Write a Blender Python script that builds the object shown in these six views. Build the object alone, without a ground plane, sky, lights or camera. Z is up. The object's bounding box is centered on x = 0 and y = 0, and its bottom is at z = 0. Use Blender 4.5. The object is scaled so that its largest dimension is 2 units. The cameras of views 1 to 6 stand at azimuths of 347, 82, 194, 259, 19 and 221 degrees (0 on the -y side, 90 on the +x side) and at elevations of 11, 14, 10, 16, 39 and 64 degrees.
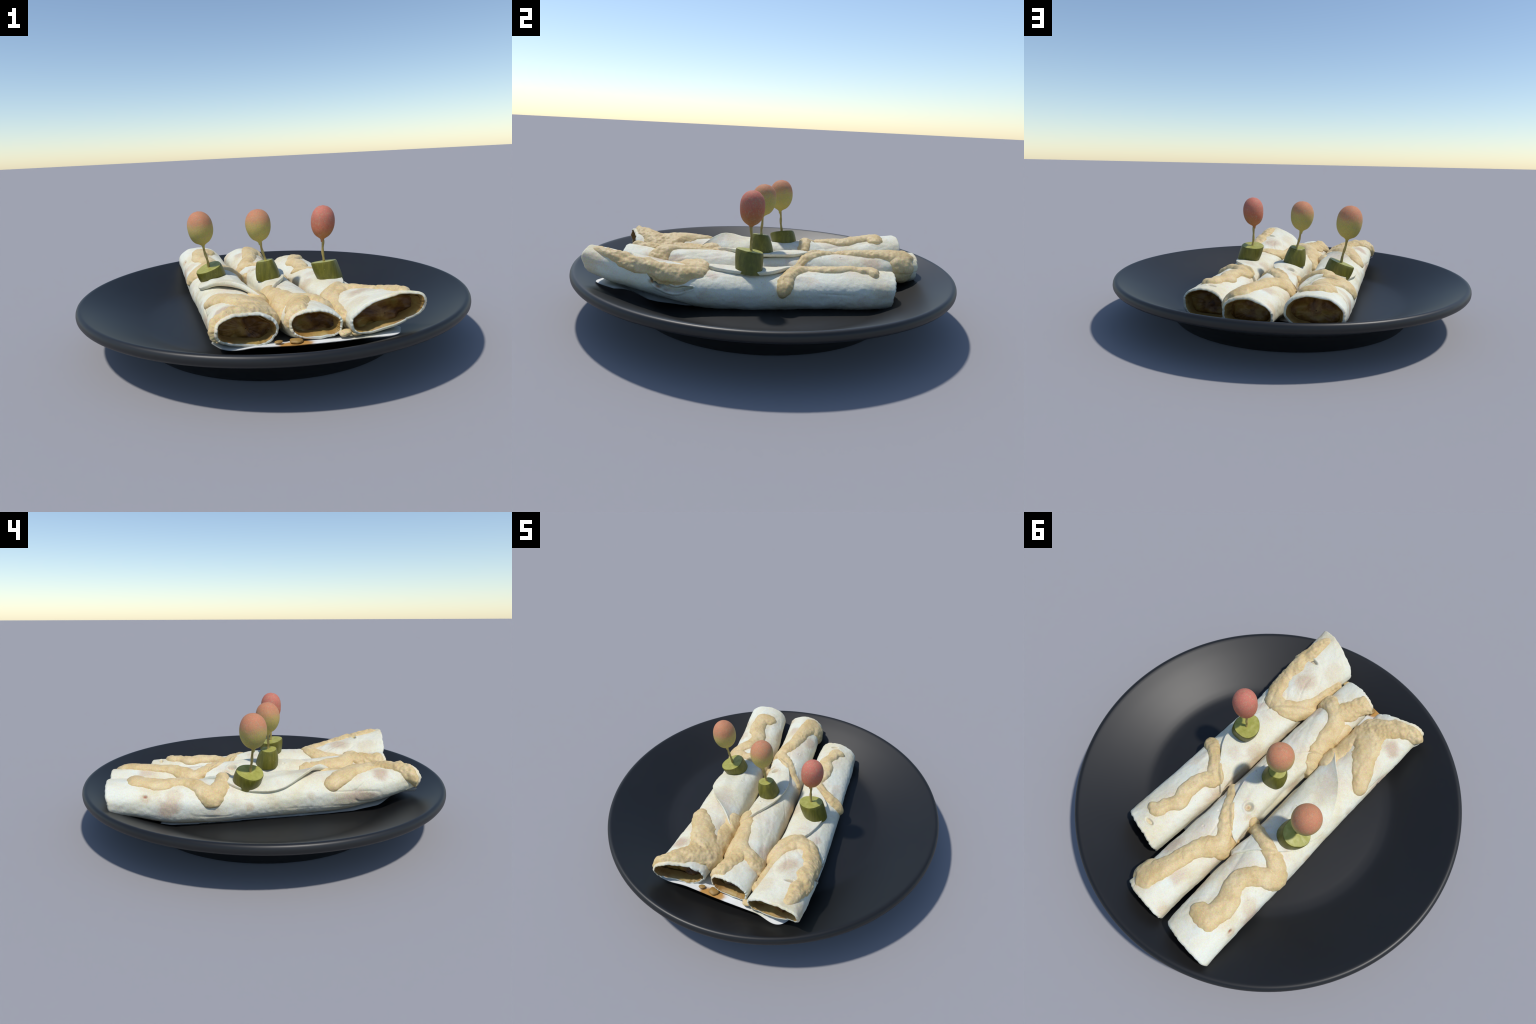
# Three rolled tortillas with cream, pickles and grapes on a black plate
# --- core begin
import math
import numpy as np

# Stations of each rolled tortilla, from the front end (-y) to the back end (+y):
# y, centre x, centre z, half width, half height, tilt of the cross-section in degrees
WRAPS = {
    "A": dict(
        stations=[(-0.80, -0.284, 0.282, 0.135, 0.062, -13), (-0.70, -0.280, 0.263, 0.137, 0.071, -10),
                  (-0.55, -0.270, 0.232, 0.140, 0.086, -5), (-0.35, -0.264, 0.206, 0.142, 0.098, 0),
                  (-0.10, -0.262, 0.195, 0.142, 0.100, 0), (0.15, -0.263, 0.193, 0.142, 0.098, 0),
                  (0.40, -0.266, 0.194, 0.141, 0.100, 1), (0.60, -0.272, 0.215, 0.139, 0.094, 0),
                  (0.75, -0.281, 0.245, 0.136, 0.084, 0), (0.86, -0.289, 0.257, 0.132, 0.080, 0)],
        front=-0.727, back=0.832, front_lean=(0.03, 0.005), back_lean=(-0.005, 0.012)),
    "B": dict(
        stations=[(-0.82, -0.008, 0.273, 0.106, 0.060, -6), (-0.70, 0.002, 0.255, 0.110, 0.068, -3),
                  (-0.55, 0.012, 0.222, 0.110, 0.085, 0), (-0.30, 0.017, 0.203, 0.114, 0.099, 0),
                  (0.00, 0.018, 0.196, 0.116, 0.100, 0), (0.30, 0.018, 0.192, 0.117, 0.097, 0),
                  (0.55, 0.016, 0.202, 0.118, 0.095, 0), (0.70, 0.012, 0.223, 0.118, 0.084, 0),
                  (0.88, 0.006, 0.232, 0.119, 0.072, 0)],
        front=-0.735, back=0.832, front_lean=(-0.018, 0.004), back_lean=(-0.008, 0.01)),
    "C": dict(
        stations=[(-0.93, 0.255, 0.319, 0.156, 0.066, 21), (-0.84, 0.259, 0.308, 0.153, 0.071, 20),
                  (-0.70, 0.272, 0.271, 0.141, 0.082, 17), (-0.55, 0.280, 0.234, 0.135, 0.090, 13),
                  (-0.40, 0.285, 0.198, 0.135, 0.092, 5), (-0.15, 0.286, 0.181, 0.134, 0.089, 0),
                  (0.10, 0.287, 0.181, 0.134, 0.089, 0), (0.35, 0.290, 0.183, 0.130, 0.091, 0),
                  (0.55, 0.292, 0.183, 0.125, 0.089, 0), (0.70, 0.294, 0.184, 0.119, 0.084, 0)],
        front=-0.828, back=0.615, front_lean=(-0.038, -0.005), back_lean=(-0.025, 0.01)),
}


def smooth_curve(xs, ys, x):
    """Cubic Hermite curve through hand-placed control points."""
    xs, ys, x = np.asarray(xs, float), np.asarray(ys, float), np.asarray(x, float)
    d = np.diff(ys) / np.diff(xs)
    m = np.empty_like(ys)
    m[1:-1] = (d[:-1] * np.diff(xs)[1:] + d[1:] * np.diff(xs)[:-1]) / (xs[2:] - xs[:-2])
    m[0], m[-1] = d[0], d[-1]
    i = np.clip(np.searchsorted(xs, x) - 1, 0, len(xs) - 2)
    h = xs[i + 1] - xs[i]
    t = np.clip((x - xs[i]) / h, 0, 1)
    return ((2 * t**3 - 3 * t**2 + 1) * ys[i] + (t**3 - 2 * t**2 + t) * h * m[i]
            + (-2 * t**3 + 3 * t**2) * ys[i + 1] + (t**3 - t**2) * h * m[i + 1])


def tube_point(wrap, y, angle, inset=0.0):
    """Point on a rolled tortilla at length y and angle (radians: 0 = +x side, pi/2 = top)."""
    st = np.array(wrap["stations"])
    y, angle = np.broadcast_arrays(np.asarray(y, float), np.asarray(angle, float))
    cx, cz, hw, hh, tilt = (smooth_curve(st[:, 0], st[:, k], y) for k in range(1, 6))
    c, s = np.cos(angle), np.sin(angle)
    n = np.where(s > 0, 2.05, 2.6)
    px = (hw - inset) * np.sign(c) * np.abs(c) ** (2 / n)
    pz = (hh - inset) * np.sign(s) * np.abs(s) ** (2 / n)
    a = np.radians(tilt)
    x = cx + px * np.cos(a) - pz * np.sin(a)
    z = cz + px * np.sin(a) + pz * np.cos(a)
    return np.stack([x, y, z], -1)
# --- core end
import bpy
import bmesh
from mathutils import Vector

TOP = math.pi / 2


# ------------------------------------------------------------------ helpers
def lattice_noise(p, scale, seed):
    """Smooth 3D value noise in about -1..1 at the points p (n, 3)."""
    q = np.asarray(p, float) * scale + seed * 7.31
    i = np.floor(q).astype(np.int64)
    f = q - i
    f = f * f * (3 - 2 * f)
    out = np.zeros(q.shape[:-1])
    for dx in (0, 1):
        for dy in (0, 1):
            for dz in (0, 1):
                n = (i[..., 0] + dx) * 374761393 + (i[..., 1] + dy) * 668265263 + (i[..., 2] + dz) * 2147483647 + seed * 974711
                n = (n ^ (n >> 13)) * 1274126177
                n = n & 0x7FFFFFFF
                n = (n ^ (n >> 16)) % 65536 / 32767.5 - 1
                w = (f[..., 0] if dx else 1 - f[..., 0]) * (f[..., 1] if dy else 1 - f[..., 1]) * (f[..., 2] if dz else 1 - f[..., 2])
                out += n * w
    return out


def smooth(a, b, x):
    t = np.clip((x - a) / (b - a), 0, 1)
    return t * t * (3 - 2 * t)


def grid_normals(p, wrap_around):
    """Outward normals of a (rows, columns, 3) grid: rows along y, columns by rising angle."""
    du = np.gradient(p, axis=0)
    if wrap_around:
        dv = np.roll(p, -1, axis=1) - np.roll(p, 1, axis=1)
    else:
        dv = np.gradient(p, axis=1)
    n = np.cross(du, dv)
    n /= np.maximum(np.linalg.norm(n, axis=-1, keepdims=True), 1e-9)
    return n


def new_object(name, verts, faces, material, parent, base, materials=None, face_material=None, smooth_shade=True):
    mesh = bpy.data.meshes.new(name)
    v = np.asarray(verts, float) - np.asarray(base)
    mesh.from_pydata(v.tolist(), [], [tuple(int(k) for k in f) for f in faces])
    for m in (materials or [material]):
        mesh.materials.append(m)
    if face_material is not None:
        mesh.polygons.foreach_set("material_index", np.asarray(face_material, dtype=np.int32))
    mesh.polygons.foreach_set("use_smooth", [smooth_shade] * len(mesh.polygons))
    mesh.validate()
    mesh.update()
    ob = bpy.data.objects.new(name, mesh)
    bpy.context.scene.collection.objects.link(ob)
    if parent is not None:
        ob.parent = parent
    return ob


def grid_faces(rows, cols, closed, flip=False):
    r, c = np.meshgrid(np.arange(rows - 1), np.arange(cols if closed else cols - 1), indexing="ij")
    c2 = (c + 1) % cols
    f = np.stack([r * cols + c, r * cols + c2, (r + 1) * cols + c2, (r + 1) * cols + c], -1).reshape(-1, 4)
    return f if flip else f[:, ::-1]


def thing(name, base, label, category):
    e = bpy.data.objects.new(name, None)
    e.empty_display_size = 0.05
    e.location = base
    e["label"] = label
    e["category"] = category
    bpy.context.scene.collection.objects.link(e)
    return e


# ---------------------------------------------------------------- materials
class Nodes:
    def __init__(self, name, rough=0.6, spec=0.4):
        self.mat = bpy.data.materials.new(name)
        self.mat.use_nodes = True
        self.t = self.mat.node_tree
        self.bsdf = self.t.nodes["Principled BSDF"]
        self.bsdf.inputs["Roughness"].default_value = rough
        self.bsdf.inputs["Specular IOR Level"].default_value = spec
        self.coord = self.t.nodes.new("ShaderNodeTexCoord").outputs["Object"]

    def link(self, a, b):
        self.t.links.new(a, b)

    def noise(self, scale, detail=3.0, rough=0.55, vector=None, colour=False, distortion=0.0):
        n = self.t.nodes.new("ShaderNodeTexNoise")
        n.inputs["Scale"].default_value = scale
        n.inputs["Detail"].default_value = detail
        n.inputs["Roughness"].default_value = rough
        n.inputs["Distortion"].default_value = distortion
        self.link(vector or self.coord, n.inputs["Vector"])
        return n.outputs["Color" if colour else "Fac"]

    def ramp(self, fac, stops):
        n = self.t.nodes.new("ShaderNodeValToRGB")
        el = n.color_ramp.elements
        while len(el) < len(stops):
            el.new(0.5)
        for e, (pos, col) in zip(el, stops):
            e.position = pos
            e.color = (*col, 1) if len(col) == 3 else col
        self.link(fac, n.inputs["Fac"])
        return n.outputs["Color"]

    def span(self, value, a, b, c=0.0, d=1.0):
        n = self.t.nodes.new("ShaderNodeMapRange")
        n.interpolation_type = "SMOOTHSTEP"
        for k, v in zip(("From Min", "From Max", "To Min", "To Max"), (a, b, c, d)):
            n.inputs[k].default_value = v
        self.link(value, n.inputs["Value"])
        return n.outputs["Result"]

    def math(self, op, a, b):
        n = self.t.nodes.new("ShaderNodeMath")
        n.operation = op
        for i, v in enumerate((a, b)):
            if isinstance(v, (int, float)):
                n.inputs[i].default_value = v
            else:
                self.link(v, n.inputs[i])
        return n.outputs[0]

    def mix(self, fac, a, b, mode="MIX"):
        n = self.t.nodes.new("ShaderNodeMix")
        n.data_type = "RGBA"
        n.blend_type = mode
        for i, v in ((0, fac), (6, a), (7, b)):
            if isinstance(v, (int, float)):
                n.inputs[i].default_value = v
            elif isinstance(v, tuple):
                n.inputs[i].default_value = (*v, 1)
            else:
                self.link(v, n.inputs[i])
        return n.outputs[2]

    def spot(self, centre, size, wobble, inner=0.55, ragged=1.9):
        """Soft ragged blotch around a point: 1 inside, 0 outside."""
        s = self.t.nodes.new("ShaderNodeVectorMath")
        s.operation = "SUBTRACT"
        self.link(self.coord, s.inputs[0])
        s.inputs[1].default_value = centre
        d = self.t.nodes.new("ShaderNodeVectorMath")
        d.operation = "DIVIDE"
        self.link(s.outputs[0], d.inputs[0])
        d.inputs[1].default_value = size
        n = self.t.nodes.new("ShaderNodeVectorMath")
        n.operation = "LENGTH"
        self.link(d.outputs[0], n.inputs[0])
        r = self.math("ADD", n.outputs["Value"], self.math("MULTIPLY", self.math("SUBTRACT", wobble, 0.5), ragged))
        return self.span(r, 1.15, inner)

    def finish(self, colour, bump=None, strength=0.2, distance=0.004):
        self.link(colour, self.bsdf.inputs["Base Color"])
        if bump is not None:
            b = self.t.nodes.new("ShaderNodeBump")
            b.inputs["Strength"].default_value = strength
            b.inputs["Distance"].default_value = distance
            self.link(bump, b.inputs["Height"])
            self.link(b.outputs["Normal"], self.bsdf.inputs["Normal"])
        return self.mat


def speckle(n, colour, amount, scale=170.0):
    """Fine pink, yellow and blue grain as on a scanned bread surface."""
    c = n.noise(scale, 2.0, 0.8, colour=True)
    c = n.mix(amount, colour, c, "OVERLAY")
    dots = n.span(n.noise(scale * 1.5, 1.0), 0.66, 0.72)
    return n.mix(n.math("MULTIPLY", dots, amount * 0.6), c, (0.66, 0.46, 0.20))


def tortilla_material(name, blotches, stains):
    n = Nodes(name, 0.62, 0.3)
    base = n.ramp(n.noise(5.0, 4.0), [(0.32, (0.665, 0.59, 0.40)), (0.45, (0.72, 0.685, 0.525)), (0.58, (0.73, 0.72, 0.595)), (0.7, (0.705, 0.725, 0.625))])
    wob = n.noise(13.0, 5.0, 0.65, distortion=0.6)
    c = base
    for centre, size, colour, weight in blotches:
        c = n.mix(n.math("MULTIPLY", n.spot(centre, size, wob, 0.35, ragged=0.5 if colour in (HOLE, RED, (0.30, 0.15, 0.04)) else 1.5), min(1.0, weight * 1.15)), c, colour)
    # soft tan halo on the dough around the drizzle
    halo = None
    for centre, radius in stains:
        m = n.spot(centre, (radius, radius, radius), wob, 0.35)
        halo = m if halo is None else n.math("MAXIMUM", halo, m)
    c = n.mix(n.math("MULTIPLY", halo, 0.55), c, (0.69, 0.575, 0.375))
    # scattered faint toast marks and small freckles
    toast = n.span(n.noise(7.5, 4.0, 0.55, distortion=0.6), 0.54, 0.70)
    c = n.mix(n.math("MULTIPLY", toast, 0.55), c, (0.66, 0.55, 0.42))
    freck = n.span(n.noise(42.0, 2.0), 0.70, 0.78)
    c = n.mix(n.math("MULTIPLY", freck, 0.5), c, (0.50, 0.42, 0.30))
    c = speckle(n, c, 0.5)
    b = n.math("ADD", n.noise(60.0, 4.0), n.math("MULTIPLY", n.noise(18.0, 3.0), 0.8))
    return n.finish(c, b, 0.28, 0.006)


def sauce_material():
    n = Nodes("sauce_cream", 0.55, 0.35)
    c = n.ramp(n.noise(9.0, 4.0), [(0.3, (0.57, 0.405, 0.18)), (0.5, (0.65, 0.49, 0.25)), (0.7, (0.71, 0.57, 0.33))])
    pits = n.span(n.noise(75.0, 2.0), 0.68, 0.76)
    c = n.mix(n.math("MULTIPLY", pits, 0.55), c, (0.40, 0.28, 0.12))
    c = speckle(n, c, 0.5)
    b = n.math("SUBTRACT", n.noise(45.0, 4.0), n.math("MULTIPLY", pits, 0.6))
    return n.finish(c, b, 0.35, 0.006)


def filling_material():
    n = Nodes("filling_brown", 0.5, 0.4)
    c = n.ramp(n.noise(13.0, 4.0, 0.6, distortion=0.5), [(0.30, (0.085, 0.028, 0.006)), (0.45, (0.20, 0.085, 0.014)),
                                                        (0.58, (0.31, 0.165, 0.032)), (0.72, (0.26, 0.19, 0.038))])
    c = speckle(n, c, 0.1)
    return n.finish(c, n.noise(30.0, 4.0), 0.5, 0.01)


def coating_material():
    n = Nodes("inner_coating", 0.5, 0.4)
    c = n.ramp(n.noise(9.0, 4.0, 0.6), [(0.3, (0.22, 0.10, 0.022)), (0.5, (0.33, 0.19, 0.05)), (0.68, (0.40, 0.28, 0.085))])
    c = speckle(n, c, 0.1)
    return n.finish(c, n.noise(30.0, 4.0), 0.4, 0.008)


def pickle_skin_material():
    n = Nodes("pickle_skin", 0.45, 0.45)
    st = n.t.nodes.new("ShaderNodeMapping")
    st.inputs["Scale"].default_value = (1, 1, 0.12)
    n.link(n.coord, st.inputs["Vector"])
    streak = n.noise(75.0, 3.0, vector=st.outputs[0])
    c = n.ramp(streak, [(0.25, (0.085, 0.083, 0.004)), (0.5, (0.120, 0.114, 0.007)), (0.75, (0.175, 0.162, 0.014))])
    c = n.mix(n.span(n.noise(14.0, 3.0), 0.5, 0.75, 0, 0.5), c, (0.16, 0.125, 0.012))
    dots = n.span(n.noise(120.0, 1.0), 0.72, 0.78)
    c = n.mix(n.math("MULTIPLY", dots, 0.5), c, (0.34, 0.33, 0.12))
    return n.finish(speckle(n, c, 0.1), streak, 0.25, 0.004)


def pickle_flesh_material():
    n = Nodes("pickle_flesh", 0.45, 0.45)
    c = n.ramp(n.noise(30.0, 4.0), [(0.3, (0.285, 0.275, 0.045)), (0.5, (0.36, 0.345, 0.07)), (0.72, (0.43, 0.40, 0.11))])
    return n.finish(speckle(n, c, 0.15), n.noise(60.0, 3.0), 0.25, 0.004)


def grape_material(name, stops, low, high):
    """Fruit skin that ripens along its length: colour stops from the stem end to the tip."""
    n = Nodes(name, 0.68, 0.25)
    sep = n.t.nodes.new("ShaderNodeSeparateXYZ")
    n.link(n.coord, sep.inputs[0])
    w = n.math("MULTIPLY", n.math("SUBTRACT", n.noise(11.0, 3.0), 0.5), 0.5)
    side = n.math("MULTIPLY", sep.outputs["X"], -1.6)
    f = n.math("ADD", n.math("ADD", n.span(sep.outputs["Z"], low, high), w), side)
    c = n.ramp(f, stops)
    c = n.mix(n.span(n.noise(70.0, 4.0, 0.7), 0.48, 0.72, 0, 0.55), c, (0.40, 0.31, 0.19))
    return n.finish(speckle(n, c, 0.5, 230.0), n.noise(40.0, 4.0), 0.35, 0.005)


def stick_material():
    n = Nodes("stick_wood", 0.6, 0.3)
    c = n.ramp(n.noise(40.0, 3.0), [(0.3, (0.30, 0.22, 0.06)), (0.7, (0.46, 0.36, 0.13))])
    return n.finish(c, n.noise(70.0, 2.0), 0.2, 0.003)


def plate_material():
    n = Nodes("plate_black_glaze", 0.43, 0.5)
    c = n.ramp(n.noise(3.0, 2.0), [(0.3, (0.0075, 0.0075, 0.0075)), (0.7, (0.0095, 0.0095, 0.0095))])
    return n.finish(c)


def paper_material():
    n = Nodes("liner_paper", 0.6, 0.3)
    wob = n.noise(9.0, 4.0)
    c = n.ramp(wob, [(0.3, (0.70, 0.70, 0.64)), (0.7, (0.78, 0.79, 0.78))])
    c = n.mix(n.spot((-0.09, -0.745, 0.1), (0.10, 0.05, 0.1), wob), c, (0.50, 0.26, 0.065))
    c = n.mix(n.math("MULTIPLY", n.spot((0.2, -0.76, 0.1), (0.13, 0.05, 0.1), wob), 0.5), c, (0.55, 0.50, 0.28))
    return n.finish(speckle(n, c, 0.1), n.noise(30.0, 3.0), 0.2, 0.004)


# -------------------------------------------------------------------- plate
def lathe(profile, segments, axis=(0, 0)):
    a = np.linspace(0, 2 * math.pi, segments, endpoint=False)
    pts = np.array(profile)
    v = np.stack([axis[0] + pts[:, None, 0] * np.cos(a), axis[1] + pts[:, None, 0] * np.sin(a),
                  np.broadcast_to(pts[:, None, 1], (len(pts), segments))], -1)
    return v


PLATE_TOP = [(0.0, 0.104), (0.30, 0.104), (0.60, 0.104), (0.648, 0.105), (0.668, 0.109), (0.69, 0.116), (0.72, 0.129), (0.75, 0.142),
             (0.80, 0.165), (0.88, 0.202), (0.93, 0.225), (0.962, 0.2385)]


def plate_height(r):
    p = np.array(PLATE_TOP)
    return np.interp(r, p[:, 0], p[:, 1])


def build_plate():
    base = (0, 0, 0)
    e = thing("plate", base, "round matt black ceramic dinner plate with low foot", "plate")
    mat = plate_material()
    body = [(0.001, 0.104)] + PLATE_TOP[1:] + [
        (0.972, 0.2430), (0.980, 0.2450), (0.988, 0.2435), (0.9945, 0.2385), (0.9985, 0.230), (1.0, 0.220), (0.999, 0.211),
        (0.994, 0.203), (0.985, 0.197), (0.96, 0.187), (0.88, 0.158), (0.80, 0.124), (0.766, 0.110), (0.741, 0.097), (0.70, 0.085),
        (0.64, 0.080), (0.4, 0.080), (0.001, 0.080)]
    p = lathe(body, 256)
    new_object("plate_body", p.reshape(-1, 3), grid_faces(len(body), 256, True, flip=False), mat, e, base)
    foot = [(0.60, 0.084), (0.60, 0.012), (0.606, 0.003), (0.615, 0.0), (0.666, 0.0), (0.669, 0.0015), (0.689, 0.025), (0.715, 0.055),
            (0.728, 0.075), (0.738, 0.099)]
    p = lathe(foot, 256)
    new_object("plate_foot", p.reshape(-1, 3), grid_faces(len(foot), 256, True, flip=True), mat, e, base)
    return e


# -------------------------------------------------------------------- wraps
# Thick cream drawn over the rolls: strokes of (y, angle in degrees, radius)
FLAP_THICK = 0.016
SAUCE = {
    "A": [
        [(0.7, 74, .040), (0.692, 90, .047), (0.64, 101, .044), (0.57, 97, .041), (0.508, 86, .038), (0.438, 95, .038),
         (0.382, 122, .039), (0.344, 149, .039), (0.314, 128, .037), (0.292, 102, .033), (0.266, 76, .030), (0.244, 47, .028), (0.234, 18, .026)],
        [(-0.292, 136, .036), (-0.334, 120, .042), (-0.406, 102, .048), (-0.476, 84, .062), (-0.542, 63, .070), (-0.6, 34, .066), (-0.58, 23, .050)],
        [(-0.29, 30, .040), (-0.36, 24, .055), (-0.44, 24, .060), (-0.52, 28, .060)],
        [(-0.602, 61, .055), (-0.638, 90, .048), (-0.67, 111, .045), (-0.69, 134, .043), (-0.696, 162, .040), (-0.706, 177, .036), (-0.714, 194, .030)],
    ],
    "B": [
        [(0.752, 63, .051), (0.71, 69, .044), (0.64, 83, .039), (0.57, 89, .039), (0.488, 106, .039), (0.432, 132, .039), (0.398, 165, .037), (0.398, 164, .034)],
        [(0.74, 59, .048), (0.752, 28, .051), (0.75, -6, .046)],
        [(0.396, 134, .034), (0.342, 111, .030), (0.29, 91, .026), (0.222, 70, .023), (0.15, 23, .016)],
        [(0.218, 151, .025), (0.224, 172, .028), (0.234, 171, .028)],
        [(-0.258, 165, .072), (-0.326, 153, .068), (-0.408, 133, .054), (-0.476, 117, .040), (-0.512, 97, .036), (-0.54, 74, .036), (-0.566, 43, .040), (-0.564, 24, .042)],
        [(-0.428, 162, .050), (-0.498, 172, .045)],
        [(-0.548, 102, .040), (-0.604, 116, .046), (-0.658, 130, .046), (-0.698, 142, .044), (-0.718, 160, .036)],
    ],
    "C": [
        [(0.51, 72, .017), (0.502, 89, .031), (0.45, 96, .034), (0.398, 108, .034), (0.348, 100, .035), (0.288, 100, .035), (0.232, 108, .034),
         (0.188, 123, .033), (0.152, 105, .030), (0.116, 90, .028), (0.076, 66, .030), (0.046, 31, .031), (0.038, 13, .020)],
        [(-0.594, 168, .045), (-0.516, 160, .048), (-0.452, 142, .045), (-0.39, 122, .044), (-0.356, 96, .044), (-0.37, 73, .042),
         (-0.424, 54, .044), (-0.5, 36, .044), (-0.576, 34, .043), (-0.646, 34, .040), (-0.72, 42, .034), (-0.784, 51, .020)],
        [(-0.594, 168, .045), (-0.668, 171, .036), (-0.716, 163, .022)],
    ],
}
# Loose outer edge of each tortilla, wrapped over the top: (y, angle in degrees) along the free edge
FLAP = {
    "A": dict(hinge=12, edge=[(-0.384, 28), (-0.354, 38), (-0.32, 52), (-0.276, 69), (-0.202, 96), (-0.104, 121), (-0.026, 138), (0.044, 143),
                              (0.114, 137), (0.196, 122), (0.274, 93), (0.33, 66), (0.374, 45), (0.41, 23)], lift=(-0.22, 0.12, 0.026)),
    "B": dict(hinge=166, edge=[(-0.32, 162), (-0.31, 159), (-0.278, 134), (-0.218, 109), (-0.136, 86), (-0.036, 68), (0.062, 62), (0.172, 72),
                               (0.26, 91), (0.318, 117), (0.346, 141), (0.352, 161)], lift=(0.02, 0.12, 0.014)),
    "C": dict(hinge=166, edge=[(-0.516, 158), (-0.484, 155), (-0.426, 127), (-0.364, 105), (-0.31, 89), (-0.228, 74), (-0.118, 64), (-0.038, 65),
                               (0.02, 75), (0.074, 91), (0.118, 105), (0.158, 123), (0.196, 149), (0.218, 171)], lift=(-0.03, 0.12, 0.010)),
}
# Dents and torn holes: y, angle, radius along y, radius across, depth
DENTS = {
    "A": [(0.664, 147, 0.014, 0.010, 0.004)],
    "B": [(0.188, 115, 0.024, 0.020, 0.022), (-0.114, 113, 0.008, 0.008, 0.006), (0.302, 70, 0.008, 0.008, 0.004), (0.41, 70, 0.007, 0.007, 0.004)],
    "C": [(0.564, 99, 0.011, 0.024, 0.016), (-0.662, 63, 0.012, 0.040, 0.018), (-0.49, 2, 0.075, 0.022, 0.010)],
}
# Broad hollows where the garnish presses the roll down: y, x, size along y, size across, depth
SAGS = {"A": [(0.14, -0.315, 0.10, 0.085, 0.029)], "B": [(-0.02, -0.01, 0.09, 0.09, 0.024)], "C": [(-0.11, 0.28, 0.09, 0.09, 0.004)]}
# Open fold in the side of a roll: curve of (y, angle), half width, depth
FOLDS = {"A": [], "B": [], "C": [([(-0.585, 14), (-0.556, -3), (-0.525, -9), (-0.492, -11), (-0.455, -6), (-0.428, 1), (-0.385, 10)], 0.017, 0.030)]}
# Toasted and pinkish blotches: y, angle, size along y, size across, colour, weight
PINK, TAN, RED, CREAM, HOLE = (0.55, 0.42, 0.30), (0.60, 0.47, 0.30), (0.33, 0.10, 0.06), (0.64, 0.53, 0.36), (0.40, 0.25, 0.09)
BLOTCH = {
    "A": [(0.56, 174, .075, .060, PINK, .75), (0.528, 138, .05, .05, CREAM, .6), (-0.554, 128, .050, .055, PINK, .85), (-0.428, 184, .13, .04, PINK, .75),
          (-0.162, 84, .10, .07, PINK, .30), (0.618, 19, .09, .05, TAN, .55), (-0.372, 53, .06, .05, PINK, .45), (0.156, 180, .03, .025, TAN, .6),
          (0.664, 151, .030, .026, TAN, .6), (0.662, 147, .012, .009, RED, .9), (0.2, 23, .35, .05, TAN, .5), (-0.162, 165, .03, .03, TAN, .4)],
    "B": [(0.66, 116, .055, .050, PINK, .60), (0.578, 40, .070, .050, PINK, .70), (-0.086, 170, .06, .04, PINK, .6), (0.8, 165, .04, .05, CREAM, .7), (0.19, 115, .020, .018, HOLE, .75), (0.224, 131, .03, .03, TAN, .7),
          (-0.47, 35, .06, .05, PINK, .6), (-0.576, 42, .06, .04, PINK, .4), (0.096, 16, .5, .04, TAN, .55), (0.448, 168, .3, .05, TAN, .5)],
    "C": [(-0.556, 90, .085, .062, PINK, .70), (0.018, 108, .06, .05, PINK, .35), (-0.066, 137, .06, .05, PINK, .50), (-0.296, 56, .03, .03, PINK, .5),
          (-0.006, 169, .45, .05, TAN, .65), (0.548, 23, .06, .06, TAN, .4), (-0.798, 4, .06, .05, CREAM, .7), (0.564, 99, .010, .024, HOLE, .7), (-0.662, 63, .012, .035, HOLE, .5),
          (-0.71, 114, .08, .05, CREAM, .5)],
}


def stroke_points(points, step=0.006):
    """Resample a stroke (y, angle, radius) evenly with smooth curves."""
    p = np.array(points, float)
    q = p.copy()
    q[:, 1] *= 0.0022
    t = np.concatenate([[0], np.cumsum(np.linalg.norm(np.diff(q[:, :2], axis=0), axis=1))])
    n = max(4, int(t[-1] / step))
    s = np.linspace(0, t[-1], n)
    return np.stack([smooth_curve(t, p[:, k], s) for k in range(3)], -1)


def surface(key, y, angle):
    """Displaced outer skin of one roll, with the uneven cut at both ends."""
    w = WRAPS[key]
    seed = ord(key)
    c, s = np.cos(angle), np.sin(angle)
    wf = 1 - smooth(w["front"], w["front"] + 0.30, y)
    wb = smooth(w["back"] - 0.25, w["back"], y)
    ring = np.stack([c * 3.0, s * 3.0, np.zeros_like(c) + seed], -1)
    ragged_f = 0.006 * lattice_noise(ring, 1.0, seed) + 0.003 * lattice_noise(ring, 3.5, seed + 1)
    ragged_b = 0.005 * lattice_noise(ring, 1.2, seed + 2) + 0.0025 * lattice_noise(ring, 3.5, seed + 3)
    p = tube_point(w, y, angle)
    p[..., 1] += wf * (w["front_lean"][0] * c + w["front_lean"][1] * s + ragged_f)
    p[..., 1] += wb * (w["back_lean"][0] * c + w["back_lean"][1] * s + ragged_b)
    return p


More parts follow.
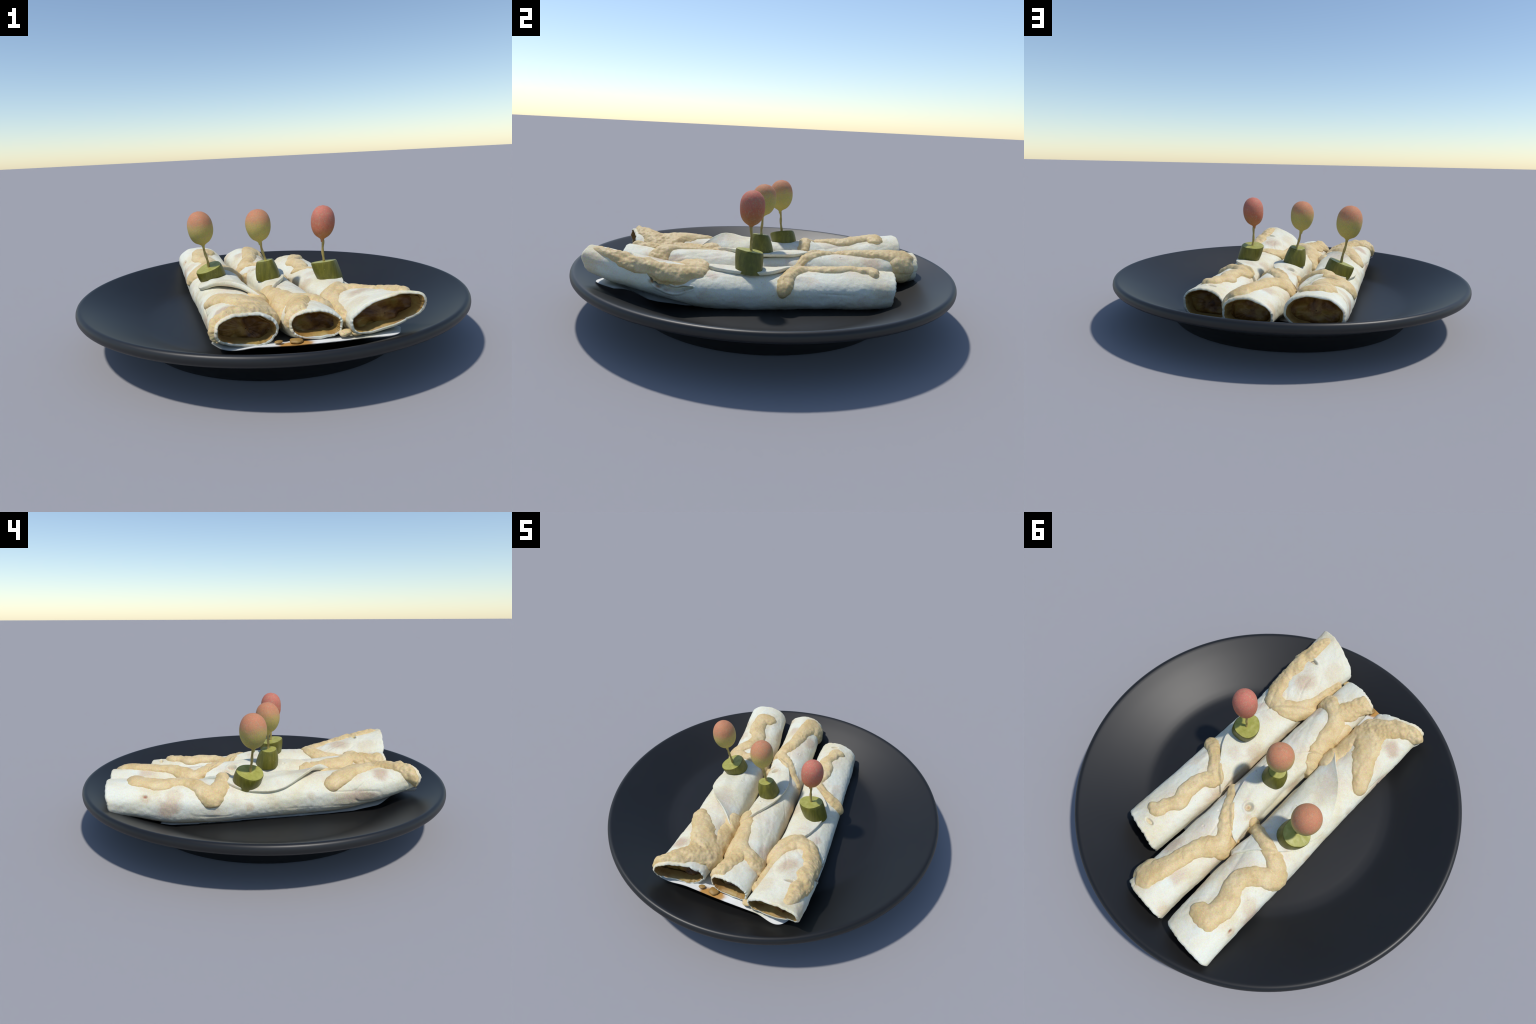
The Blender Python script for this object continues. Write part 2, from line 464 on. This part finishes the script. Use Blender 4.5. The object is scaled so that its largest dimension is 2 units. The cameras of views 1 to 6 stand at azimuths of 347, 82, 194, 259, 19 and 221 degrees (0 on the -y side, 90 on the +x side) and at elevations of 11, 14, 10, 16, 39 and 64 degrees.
def relief(key, p, holes=True):
    """Soft lumps and fine creases of the dough, measured along the normal."""
    seed = ord(key)
    q = p * np.array([1.0, 0.55, 1.0])
    d = 0.0055 * lattice_noise(q, 9.0, seed) + 0.0030 * lattice_noise(q, 22.0, seed + 5) + 0.0010 * lattice_noise(p, 60.0, seed + 9)
    # slanting creases where the dough was rolled
    fold = lattice_noise(np.stack([p[..., 0] * 14 + p[..., 1] * 5, p[..., 1] * 3.0, p[..., 2] * 14], -1), 1.0, seed + 13)
    d = d - 0.0026 * np.exp(-(fold / 0.10) ** 2) * smooth(-0.1, 0.4, lattice_noise(p, 6.0, seed + 17))
    for y, x, sy, sx, depth in SAGS[key]:
        d = d - depth * np.exp(-((p[..., 1] - y) / sy) ** 2 - ((p[..., 0] - x) / sx) ** 2) * smooth(0.17, 0.23, p[..., 2])
    for curve, half, depth in FOLDS[key] if holes else ():
        near = np.full(p.shape[:-1], 9.0)
        pts = stroke_points([(y, a, half) for y, a in curve], 0.004)
        for k, c in enumerate(surface(key, pts[:, 0], np.radians(pts[:, 1]))):
            f = k / (len(pts) - 1)
            near = np.minimum(near, np.linalg.norm(p - c, axis=-1) / (half * (0.35 + 0.65 * math.sin(math.pi * f))))
        d = d - depth * (1 - smooth(0.35, 1.0, near)) + 0.004 * np.exp(-((near - 1.3) / 0.35) ** 2)
    for y, a, ry, rc, depth in DENTS[key] if holes else ():
        a = math.radians(a)
        c = surface(key, np.array([y]), np.array([a]))[0]
        o = p - c
        along = np.hypot(o[..., 0], o[..., 2])
        r = np.hypot(o[..., 1] / ry, along / rc)
        d = d - depth * (1 - smooth(0.55, 1.1, r)) + 0.15 * depth * np.exp(-((r - 1.25) / 0.25) ** 2)
    return d


def flap_cover(key, y, angle):
    """Thickness of the loose flap above the roll at (y, angle)."""
    fl = FLAP[key]
    ed = np.array(fl["edge"], float)
    free = np.radians(np.interp(y, ed[:, 0], ed[:, 1]))
    hinge = math.radians(fl["hinge"])
    inside = (angle - free) * np.sign(hinge - free) + 0.03
    on = (y > ed[0, 0]) & (y < ed[-1, 0])
    ends = smooth(0.0, 0.03, np.minimum(y - ed[0, 0], ed[-1, 0] - y))
    return np.where(on, FLAP_THICK * smooth(-0.10, 0.12, inside) * ends, 0.0)


def build_wrap(key, mats, base, label):
    w = WRAPS[key]
    seed = ord(key)
    e = thing("tortilla_wrap", base, label, "rolled wrap")
    length = w["back"] - w["front"]
    rows, cols = 420, 216
    ys = np.linspace(w["front"], w["back"], rows)
    an = np.linspace(-TOP, 3 * TOP, cols, endpoint=False)
    yy, aa = np.meshgrid(ys, an, indexing="ij")
    p0 = surface(key, yy, aa)
    n0 = grid_normals(p0, True)
    skin = p0 + n0 * relief(key, p0)[..., None]

    # --- tortilla: outer skin, rounded rims, inner faces
    blot = []
    for y, a, sy, sc, col, wt in BLOTCH[key]:
        c = surface(key, np.array([y]), np.array([math.radians(a)]))[0] - np.array(base)
        blot.append((tuple(c), (sc, sy, sc), col, wt))
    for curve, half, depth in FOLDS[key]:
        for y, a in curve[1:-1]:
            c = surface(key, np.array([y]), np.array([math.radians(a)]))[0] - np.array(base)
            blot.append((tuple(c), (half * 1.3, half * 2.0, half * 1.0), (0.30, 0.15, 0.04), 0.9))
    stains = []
    for st in SAUCE[key]:
        for y, a, r in st[::2]:
            c = surface(key, np.array([y]), np.array([math.radians(a)]))[0] - np.array(base)
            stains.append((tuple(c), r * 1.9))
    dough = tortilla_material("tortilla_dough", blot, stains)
    wall = 0.0165 + 0.006 * lattice_noise(np.stack([np.cos(an) * 2, np.sin(an) * 2, 0 * an], -1), 1.0, seed + 30)

    def rim(row, sign):
        edge, nor = skin[row], n0[row]
        out = []
        for k in range(1, 9):
            f = k / 9
            bulge = 0.006 * math.sin(math.pi * f)
            q = edge - nor * (wall * f)[:, None]
            q[:, 1] += sign * bulge
            out.append(q)
        for k in range(1, 5):
            q = edge - nor * (wall + 0.0012 * k)[:, None]
            q[:, 1] -= sign * 0.010 * k
            out.append(q)
        return out

    front, back = rim(0, -1), rim(rows - 1, 1)
    tube = np.concatenate([np.array(front[::-1]), skin, np.array(back)])
    # the inner part of each cut rim is coloured brown
    row_mat = np.zeros(len(tube) - 1, int)
    row_mat[:6] = 1
    row_mat[-6:] = 1
    new_object("tortilla", tube.reshape(-1, 3), grid_faces(len(tube), cols, True), None, e, base,
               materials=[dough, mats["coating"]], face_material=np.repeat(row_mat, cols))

    # --- filling and the brown inner wall at both ends
    for row, sign in ((0, 1), (rows - 1, -1)):
        edge, nor = skin[row], n0[row]
        lip = edge - nor * (wall + 0.0030)[:, None]
        centre = lip.mean(axis=0)
        rings = []
        for k in range(0, 15):
            f = k / 14
            y = edge[:, 1] * (1 - f) + edge[:, 1].mean() * f + sign * (0.012 + 0.10 * f)
            q = lip.copy()
            i = np.clip(np.searchsorted(ys, y.mean()), 0, rows - 1)
            q = skin[i] - n0[i] * (wall + 0.0025 + 0.012 * f)[:, None]
            q[:, 1] = y
            q += n0[i] * (0.004 * lattice_noise(q, 22.0, seed + 50))[:, None] * min(1.0, f * 4)
            rings.append(q)
        rings = np.array(rings)
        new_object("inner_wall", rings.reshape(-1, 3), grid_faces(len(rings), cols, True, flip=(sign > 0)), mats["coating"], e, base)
        last = rings[6] + 0
        plug = []
        for k in range(0, 22):
            f = 1 - k / 21.5
            c = last.mean(axis=0)
            q = c + (last - c) * np.array([f, 0, f])
            q[:, 1] = last[:, 1] * f + c[1] * (1 - f)
            lump = 0.022 * lattice_noise(q, 16.0, seed + 60) + 0.012 * lattice_noise(q, 34.0, seed + 61)
            rise = (q[:, 2] - c[2]) / max(np.ptp(last[:, 2]) * 0.5, 1e-6)
            q[:, 1] += -sign * ((0.000 - 0.024 * rise) * (1 - f ** 4) + lump * (1 - f ** 6))
            plug.append(q)
        plug = np.array(plug)
        f = grid_faces(len(plug), cols, True, flip=(sign > 0))
        new_object("filling", plug.reshape(-1, 3), f, mats["filling"], e, base)

    # --- loose flap over the top, with its own thickness and a lifted edge
    fl = FLAP[key]
    ed = np.array(fl["edge"], float)
    ny, na = 260, 90
    # walk along the free edge by arc length so that steep ends stay well sampled
    t = np.concatenate([[0], np.cumsum(np.hypot(np.diff(ed[:, 0]), np.diff(ed[:, 1]) * 0.0022))])
    s = np.linspace(0, t[-1], ny)
    ey, ea = smooth_curve(t, ed[:, 0], s), np.radians(smooth_curve(t, ed[:, 1], s))
    hinge = math.radians(fl["hinge"])
    g = np.linspace(0, 1, na)
    fa = hinge + (ea[:, None] - hinge) * g[None, :]
    mid = 0.5 * (ey[0] + ey[-1])
    fy = ey[:, None] + 0 * g[None, :]
    fp = surface(key, fy, fa)
    gn = grid_normals(surface(key, np.broadcast_to(ys[:, None], (rows, cols)), aa), True)
    # normals of the roll looked up at the flap's points
    ri = np.clip(np.round((fy - w["front"]) / length * (rows - 1)).astype(int), 0, rows - 1)
    ci = np.round((fa + TOP) / (2 * math.pi) * cols).astype(int) % cols
    fn = gn[ri, ci]
    ly, lw, lh = fl["lift"]
    lift = lh * np.exp(-((ey - ly) / lw) ** 2)[:, None] * (g[None, :] ** 5)
    thick = FLAP_THICK * smooth(0.0, 0.35, g)[None, :] * np.minimum(1, smooth(-0.02, 0.12, (s / t[-1]) * (1 - s / t[-1]) * 4))[:, None]
    rel = relief(key, fp) + 0.002 * lattice_noise(fp, 15.0, seed + 70)
    top = fp + fn * (rel + 0.0015 + thick + lift)[..., None]
    under = fp + fn * (rel - 0.004 + 0.004 * g[None, :] ** 3 + lift * 0.92)[..., None]
    # rounded free edge: rows running from the top face to the under face
    shell = [top[:, j] for j in range(na)]
    outward = top[:, -1] - top[:, -3]
    outward /= np.maximum(np.linalg.norm(outward, axis=1, keepdims=True), 1e-9)
    for k in (0.2, 0.5, 0.8):
        shell.append(top[:, -1] * (1 - k) + under[:, -1] * k + outward * 0.0028 * math.sin(math.pi * k))
    shell += [under[:, j] for j in range(na - 1, -1, -6)]
    shell = np.array(shell)
    faces = grid_faces(len(shell), ny, False, flip=(fl["hinge"] < 90))
    new_object("tortilla_flap", shell.reshape(-1, 3), faces, dough, e, base)

    # --- sauce: a raised skin that dives under the dough where the cream ends
    rows2, cols2 = 620, 300
    ys2 = np.linspace(w["front"] + 0.004, w["back"] - 0.004, rows2)
    an2 = np.radians(np.linspace(-40, 220, cols2))
    yy2, aa2 = np.meshgrid(ys2, an2, indexing="ij")
    q0 = surface(key, yy2, aa2)
    m0 = grid_normals(q0, False)
    flat = q0.reshape(-1, 3)
    best = np.full(len(flat), -1.0)
    wob = 1 + 0.22 * lattice_noise(flat, 18.0, seed + 80) + 0.09 * lattice_noise(flat, 60.0, seed + 81)
    hump = np.full(len(flat), 0.0)
    for st in SAUCE[key]:
        sp = stroke_points(st)
        c = surface(key, sp[:, 0], np.radians(sp[:, 1]))
        for k in range(len(sp)):
            near = np.abs(flat[:, 1] - c[k, 1]) < sp[k, 2] * 2.0
            idx = np.nonzero(near)[0]
            d = np.linalg.norm(flat[idx] - c[k], axis=1)
            r = sp[k, 2] * 1.22 * wob[idx]
            v = 1 - (d / r) ** 2
            best[idx] = np.maximum(best[idx], v)
            hump[idx] = np.maximum(hump[idx], np.where(v > 0, r, 0))
    v = best.reshape(rows2, cols2)
    r = np.maximum(hump.reshape(rows2, cols2), 0.02)
    # the bead rounds off just before the cut ends of the roll
    ends = np.minimum(yy2 - w["front"], w["back"] - yy2)
    v = np.minimum(v, 1.2 * smooth(0.0, 0.035, ends) - 0.30)
    height = np.where(v > 0, np.clip(v, 0, 1) ** 0.62 * np.minimum(0.58 * r, 0.023), v * 0.012)
    height = height + flap_cover(key, yy2, aa2) * smooth(-0.3, 0.2, v)
    rough = 1 + 1.1 * (1 - smooth(-0.62, -0.45, yy2))
    lumps = (0.0030 * lattice_noise(q0, 30.0, seed + 90) + 0.0017 * lattice_noise(q0, 75.0, seed + 91)) * rough
    height = height + np.where(v > 0, lumps * np.clip(v * 2, 0, 1), 0) - 0.001
    # cream lies on top of the flap where they cross
    keep_v = v > -0.55
    sk = q0 + m0 * (relief(key, q0, False) * 0.7 + height)[..., None]
    f = grid_faces(rows2, cols2, False)
    kf = keep_v.reshape(-1)[f].all(axis=1)
    f = f[kf]
    used = np.unique(f)
    remap = np.full(rows2 * cols2, -1)
    remap[used] = np.arange(len(used))
    new_object("sauce", sk.reshape(-1, 3)[used], remap[f], mats["sauce"], e, base)
    return e


# ----------------------------------------------------- pickle, stick, grape
def frame_from(axis):
    a = np.asarray(axis, float)
    a /= np.linalg.norm(a)
    u = np.cross(a, (0, 1, 0))
    u /= np.linalg.norm(u)
    return u, np.cross(a, u), a


def build_garnish(parent, base, mats, pickle, stick_base, grape, seed):
    # pickle: a slanted slice with a flat cut face
    top, bottom = np.array(pickle["top"]), np.array(pickle["bottom"])
    seg = 144
    a = np.linspace(0, 2 * math.pi, seg, endpoint=False)
    un, vn, nn = frame_from(pickle["normal"])
    ub, vb, nb = frame_from(pickle["normal_bottom"])
    wave = 1 + 0.035 * np.sin(3 * a + seed) + 0.012 * np.sin(5 * a + 2 * seed) + 0.004 * np.sin(11 * a + seed)
    rings, mat_rows = [], []

    def ring(c, u, v, r):
        return c + np.outer(np.cos(a) * wave, u) * r + np.outer(np.sin(a) * wave, v) * r

    rt, rb = pickle["radius"]
    sides = 16
    for k in range(sides + 1):
        f = k / sides
        c = bottom * (1 - f) + top * f
        u, v = ub * (1 - f) + un * f, vb * (1 - f) + vn * f
        rr = rb + (rt - rb) * f ** pickle.get("round", 1.0) + 0.003 * math.sin(math.pi * f)
        if k == sides:
            rr -= 0.0022
        rings.append(ring(c, u, v, rr))
    cap = []
    for k in range(1, 12):
        f = 1 - k / 11.05
        c = top + nn * 0.0012 * (1 - f)
        q = ring(c, un, vn, (rt - 0.0035) * f)
        q += np.outer(0.0012 * lattice_noise(q, 60.0, seed + 3), nn)
        cap.append(q)
    lat = np.array(rings)
    lat += (lat - lat.mean(axis=1, keepdims=True)) * (0.035 * lattice_noise(lat, 13.0, seed + 4))[..., None]
    cap0 = lat[-1][None] * 1.0
    allr = np.concatenate([lat, np.array(cap)])
    f = grid_faces(len(allr), seg, True, flip=True)
    fm = np.repeat([0] * (len(lat) - 1) + [1] * len(cap), seg)
    ob = new_object("pickle_slice", allr.reshape(-1, 3), f, None, parent, base, materials=[mats["skin"], mats["flesh"]], face_material=fm)
    try:
        ob.data.set_sharp_from_angle(angle=math.radians(50))
    except Exception:
        pass

    # grape and cocktail stick share one line
    g0, g1 = np.array(grape["low"]), np.array(grape["high"])
    axis = g1 - g0
    height = np.linalg.norm(axis)
    u, v, n = frame_from(axis)
    prof = [(0.0062, -0.018), (0.0075, -0.008), (0.012, -0.001), (0.021, 0.005)]
    m = 44
    R = grape["radius"]
    for k in range(1, m + 1):
        t = k / m
        z = height * t
        # egg: fuller above the middle, drawn in towards the stick
        x = 1 - 2 * t
        rr = R * math.sqrt(max(0.0, 1 - abs(x) ** grape.get("power", 2.2))) * (1 - 0.045 * x)
        if rr > 0.030 or t > 0.5:
            prof.append((max(rr, 0.0004), z))
    prof = np.array(prof)
    seg = 72
    a = np.linspace(0, 2 * math.pi, seg, endpoint=False)
    pts = (g0 + prof[:, 1][:, None, None] * n
           + prof[:, 0][:, None, None] * (np.cos(a)[None, :, None] * u + np.sin(a)[None, :, None] * v))
    off = pts - (g0 + g1) / 2
    pts = pts + off * (0.022 * lattice_noise(pts, 17.0, seed + 11))[..., None]
    gbase = (g0 + g1) / 2
    ob = new_object("grape", pts.reshape(-1, 3), grid_faces(len(prof), seg, True, flip=True), grape["material"], parent, tuple(gbase))
    ob.location = tuple(gbase - np.array(base))

    s0, s1 = np.array(stick_base), g0
    d = (s1 - s0) / np.linalg.norm(s1 - s0)
    start, end = s0 - d * 0.05, s1 + n * 0.012
    u, v, _ = frame_from(end - start)
    rows = 26
    t = np.linspace(0, 1, rows)
    line = start[None] * (1 - t)[:, None] + end[None] * t[:, None]
    line += np.outer(0.0022 * np.sin(t * 9 + seed), u) + np.outer(0.0015 * np.sin(t * 13 + seed), v)
    rad = 0.0066 + 0.0009 * np.sin(t * 21 + seed)
    a = np.linspace(0, 2 * math.pi, 14, endpoint=False)
    pts = line[:, None] + rad[:, None, None] * (np.cos(a)[None, :, None] * u + np.sin(a)[None, :, None] * v)
    new_object("cocktail_stick", pts.reshape(-1, 3), grid_faces(rows, 14, True, flip=True), mats["stick"], parent, base)


# -------------------------------------------------------------- paper liner
def build_liner():
    base = (0.0, 0.0, 0.105)
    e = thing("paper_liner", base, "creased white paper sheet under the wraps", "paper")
    rows, cols = 150, 110
    u = np.linspace(0, 1, cols)
    # front edge runs slantwise, corners curl up
    fx = smooth_curve([0, 0.05, 0.25, 0.5, 0.75, 0.92, 1], [-0.428, -0.40, -0.24, -0.05, 0.16, 0.31, 0.362], u)
    fy = smooth_curve([0, 0.05, 0.25, 0.5, 0.75, 0.92, 1], [-0.737, -0.742, -0.748, -0.772, -0.800, -0.828, -0.745], u)
    fz = smooth_curve([0, 0.05, 0.25, 0.5, 0.75, 0.92, 1], [0.236, 0.214, 0.197, 0.192, 0.200, 0.211, 0.203], u)
    v = np.linspace(0, 1, rows)
    by = np.interp(u, [0, 1], [0.60, 0.42])
    x = fx[None] * (1 - v[:, None]) + (-0.36 + 0.70 * u)[None] * v[:, None]
    x = np.where(v[:, None] > 0, fx[None] + ((-0.36 + 0.70 * u) - fx)[None] * smooth(0, 0.10, v)[:, None], x)
    y = fy[None] + (by - fy)[None] * v[:, None]
    low = np.interp(y, [-0.8, -0.7, -0.55, -0.42, -0.27, 0.4, 0.55, 0.7, 0.8], [0.196, 0.168, 0.132, 0.112, 0.107, 0.106, 0.112, 0.150, 0.17])
    f = smooth(0, 0.14, v)[:, None]
    z = fz[None] * (1 - f) + low * f
    p = np.stack([x, y, z], -1)
    p[..., 2] += 0.0025 * lattice_noise(p, 14.0, 5) * (1 - 0.5 * f)
    p[..., 2] = np.maximum(p[..., 2], plate_height(np.hypot(p[..., 0], p[..., 1])) + 0.002)
    q = p - np.array([0, 0, 0.0022])
    rim = np.concatenate([p, q[::-1]])
    faces = grid_faces(len(rim), cols, False, flip=True)
    new_object("liner_sheet", rim.reshape(-1, 3), faces, paper_material(), e, base)
    return e, base


def build_crumbs(parent, base, mats):
    """Bits of filling that fell out of the front ends."""
    spots = [(-0.088, -0.737, 0.200, 0.030, 0.010), (-0.16, -0.730, 0.202, 0.018, 0.006),
             (0.110, -0.765, 0.218, 0.030, 0.014), (0.155, -0.775, 0.216, 0.026, 0.010)]
    for k, (x, y, z, r, h) in enumerate(spots):
        bm = bmesh.new()
        bmesh.ops.create_icosphere(bm, subdivisions=4, radius=1.0)
        v = np.array([p.co for p in bm.verts])
        f = [[p.index for p in fc.verts] for fc in bm.faces]
        bm.free()
        q = v * np.array([r, r * 0.7, h])
        q *= (1 + 0.25 * lattice_noise(q, 60.0, 100 + k))[:, None]
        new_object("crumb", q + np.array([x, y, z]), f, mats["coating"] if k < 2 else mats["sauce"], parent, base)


# --------------------------------------------------------------------- main
for ob in list(bpy.data.objects):
    bpy.data.objects.remove(ob, do_unlink=True)

build_plate()
liner, liner_base = build_liner()
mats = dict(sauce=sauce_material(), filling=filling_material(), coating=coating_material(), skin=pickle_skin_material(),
            flesh=pickle_flesh_material(), stick=stick_material())
build_crumbs(liner, liner_base, mats)
RED_TIP, CORAL, ORANGE, OLIVE = (0.49, 0.165, 0.11), (0.54, 0.26, 0.125), (0.50, 0.36, 0.12), (0.44, 0.37, 0.105)
BLUSH = [(0.34, OLIVE), (0.60, ORANGE), (0.82, CORAL), (1.0, (0.53, 0.215, 0.115))]
garnish = {
    "A": dict(pickle=dict(top=(-0.309, 0.135, 0.345), bottom=(-0.280, 0.154, 0.270), normal=(-0.33, -0.10, 0.94), normal_bottom=(-0.22, -0.02, 0.97), radius=(0.071, 0.069)),
              stick_base=(-0.310, 0.134, 0.349), grape=dict(low=(-0.333, 0.123, 0.474), high=(-0.352, 0.129, 0.656), radius=0.069,
              material=grape_material("grape_blush", BLUSH, -0.08, 0.075)), seed=1),
    "B": dict(pickle=dict(top=(-0.030, -0.026, 0.388), bottom=(-0.010, -0.018, 0.280), normal=(-0.14, 0.10, 0.97), normal_bottom=(0.0, 0.0, 1.0), radius=(0.045, 0.064), round=1.6),
              stick_base=(-0.029, -0.022, 0.390), grape=dict(low=(-0.051, -0.017, 0.489), high=(-0.058, -0.008, 0.660), radius=0.066,
              material=grape_material("grape_blush", BLUSH, -0.085, 0.085)), seed=2),
    "C": dict(pickle=dict(top=(0.267, -0.109, 0.370), bottom=(0.302, -0.114, 0.270), normal=(-0.08, 0.16, 0.98), normal_bottom=(-0.02, 0.06, 1.0), radius=(0.067, 0.066)),
              stick_base=(0.269, -0.104, 0.368), grape=dict(low=(0.262, -0.109, 0.492), high=(0.274, -0.105, 0.664), radius=0.061, power=2.3,
              material=grape_material("grape_red", [(0.0, (0.44, 0.18, 0.07)), (0.35, (0.49, 0.145, 0.08)), (0.7, RED_TIP), (1.0, (0.54, 0.17, 0.12))], -0.08, 0.08)), seed=3),
}
labels = {"A": "white tortilla roll with zigzag cream, pickle and blushing grape", "B": "white tortilla roll with cream drizzle, pickle and grape on stick",
          "C": "white tortilla roll with raised end, cream, pickle, red grape"}
for key in "ABC":
    st = WRAPS[key]["stations"]
    base = (st[len(st) // 2][1], 0.0, 0.105)
    e = build_wrap(key, mats, base, labels[key])
    g = garnish[key]
    build_garnish(e, base, mats, g["pickle"], g["stick_base"], g["grape"], g["seed"])
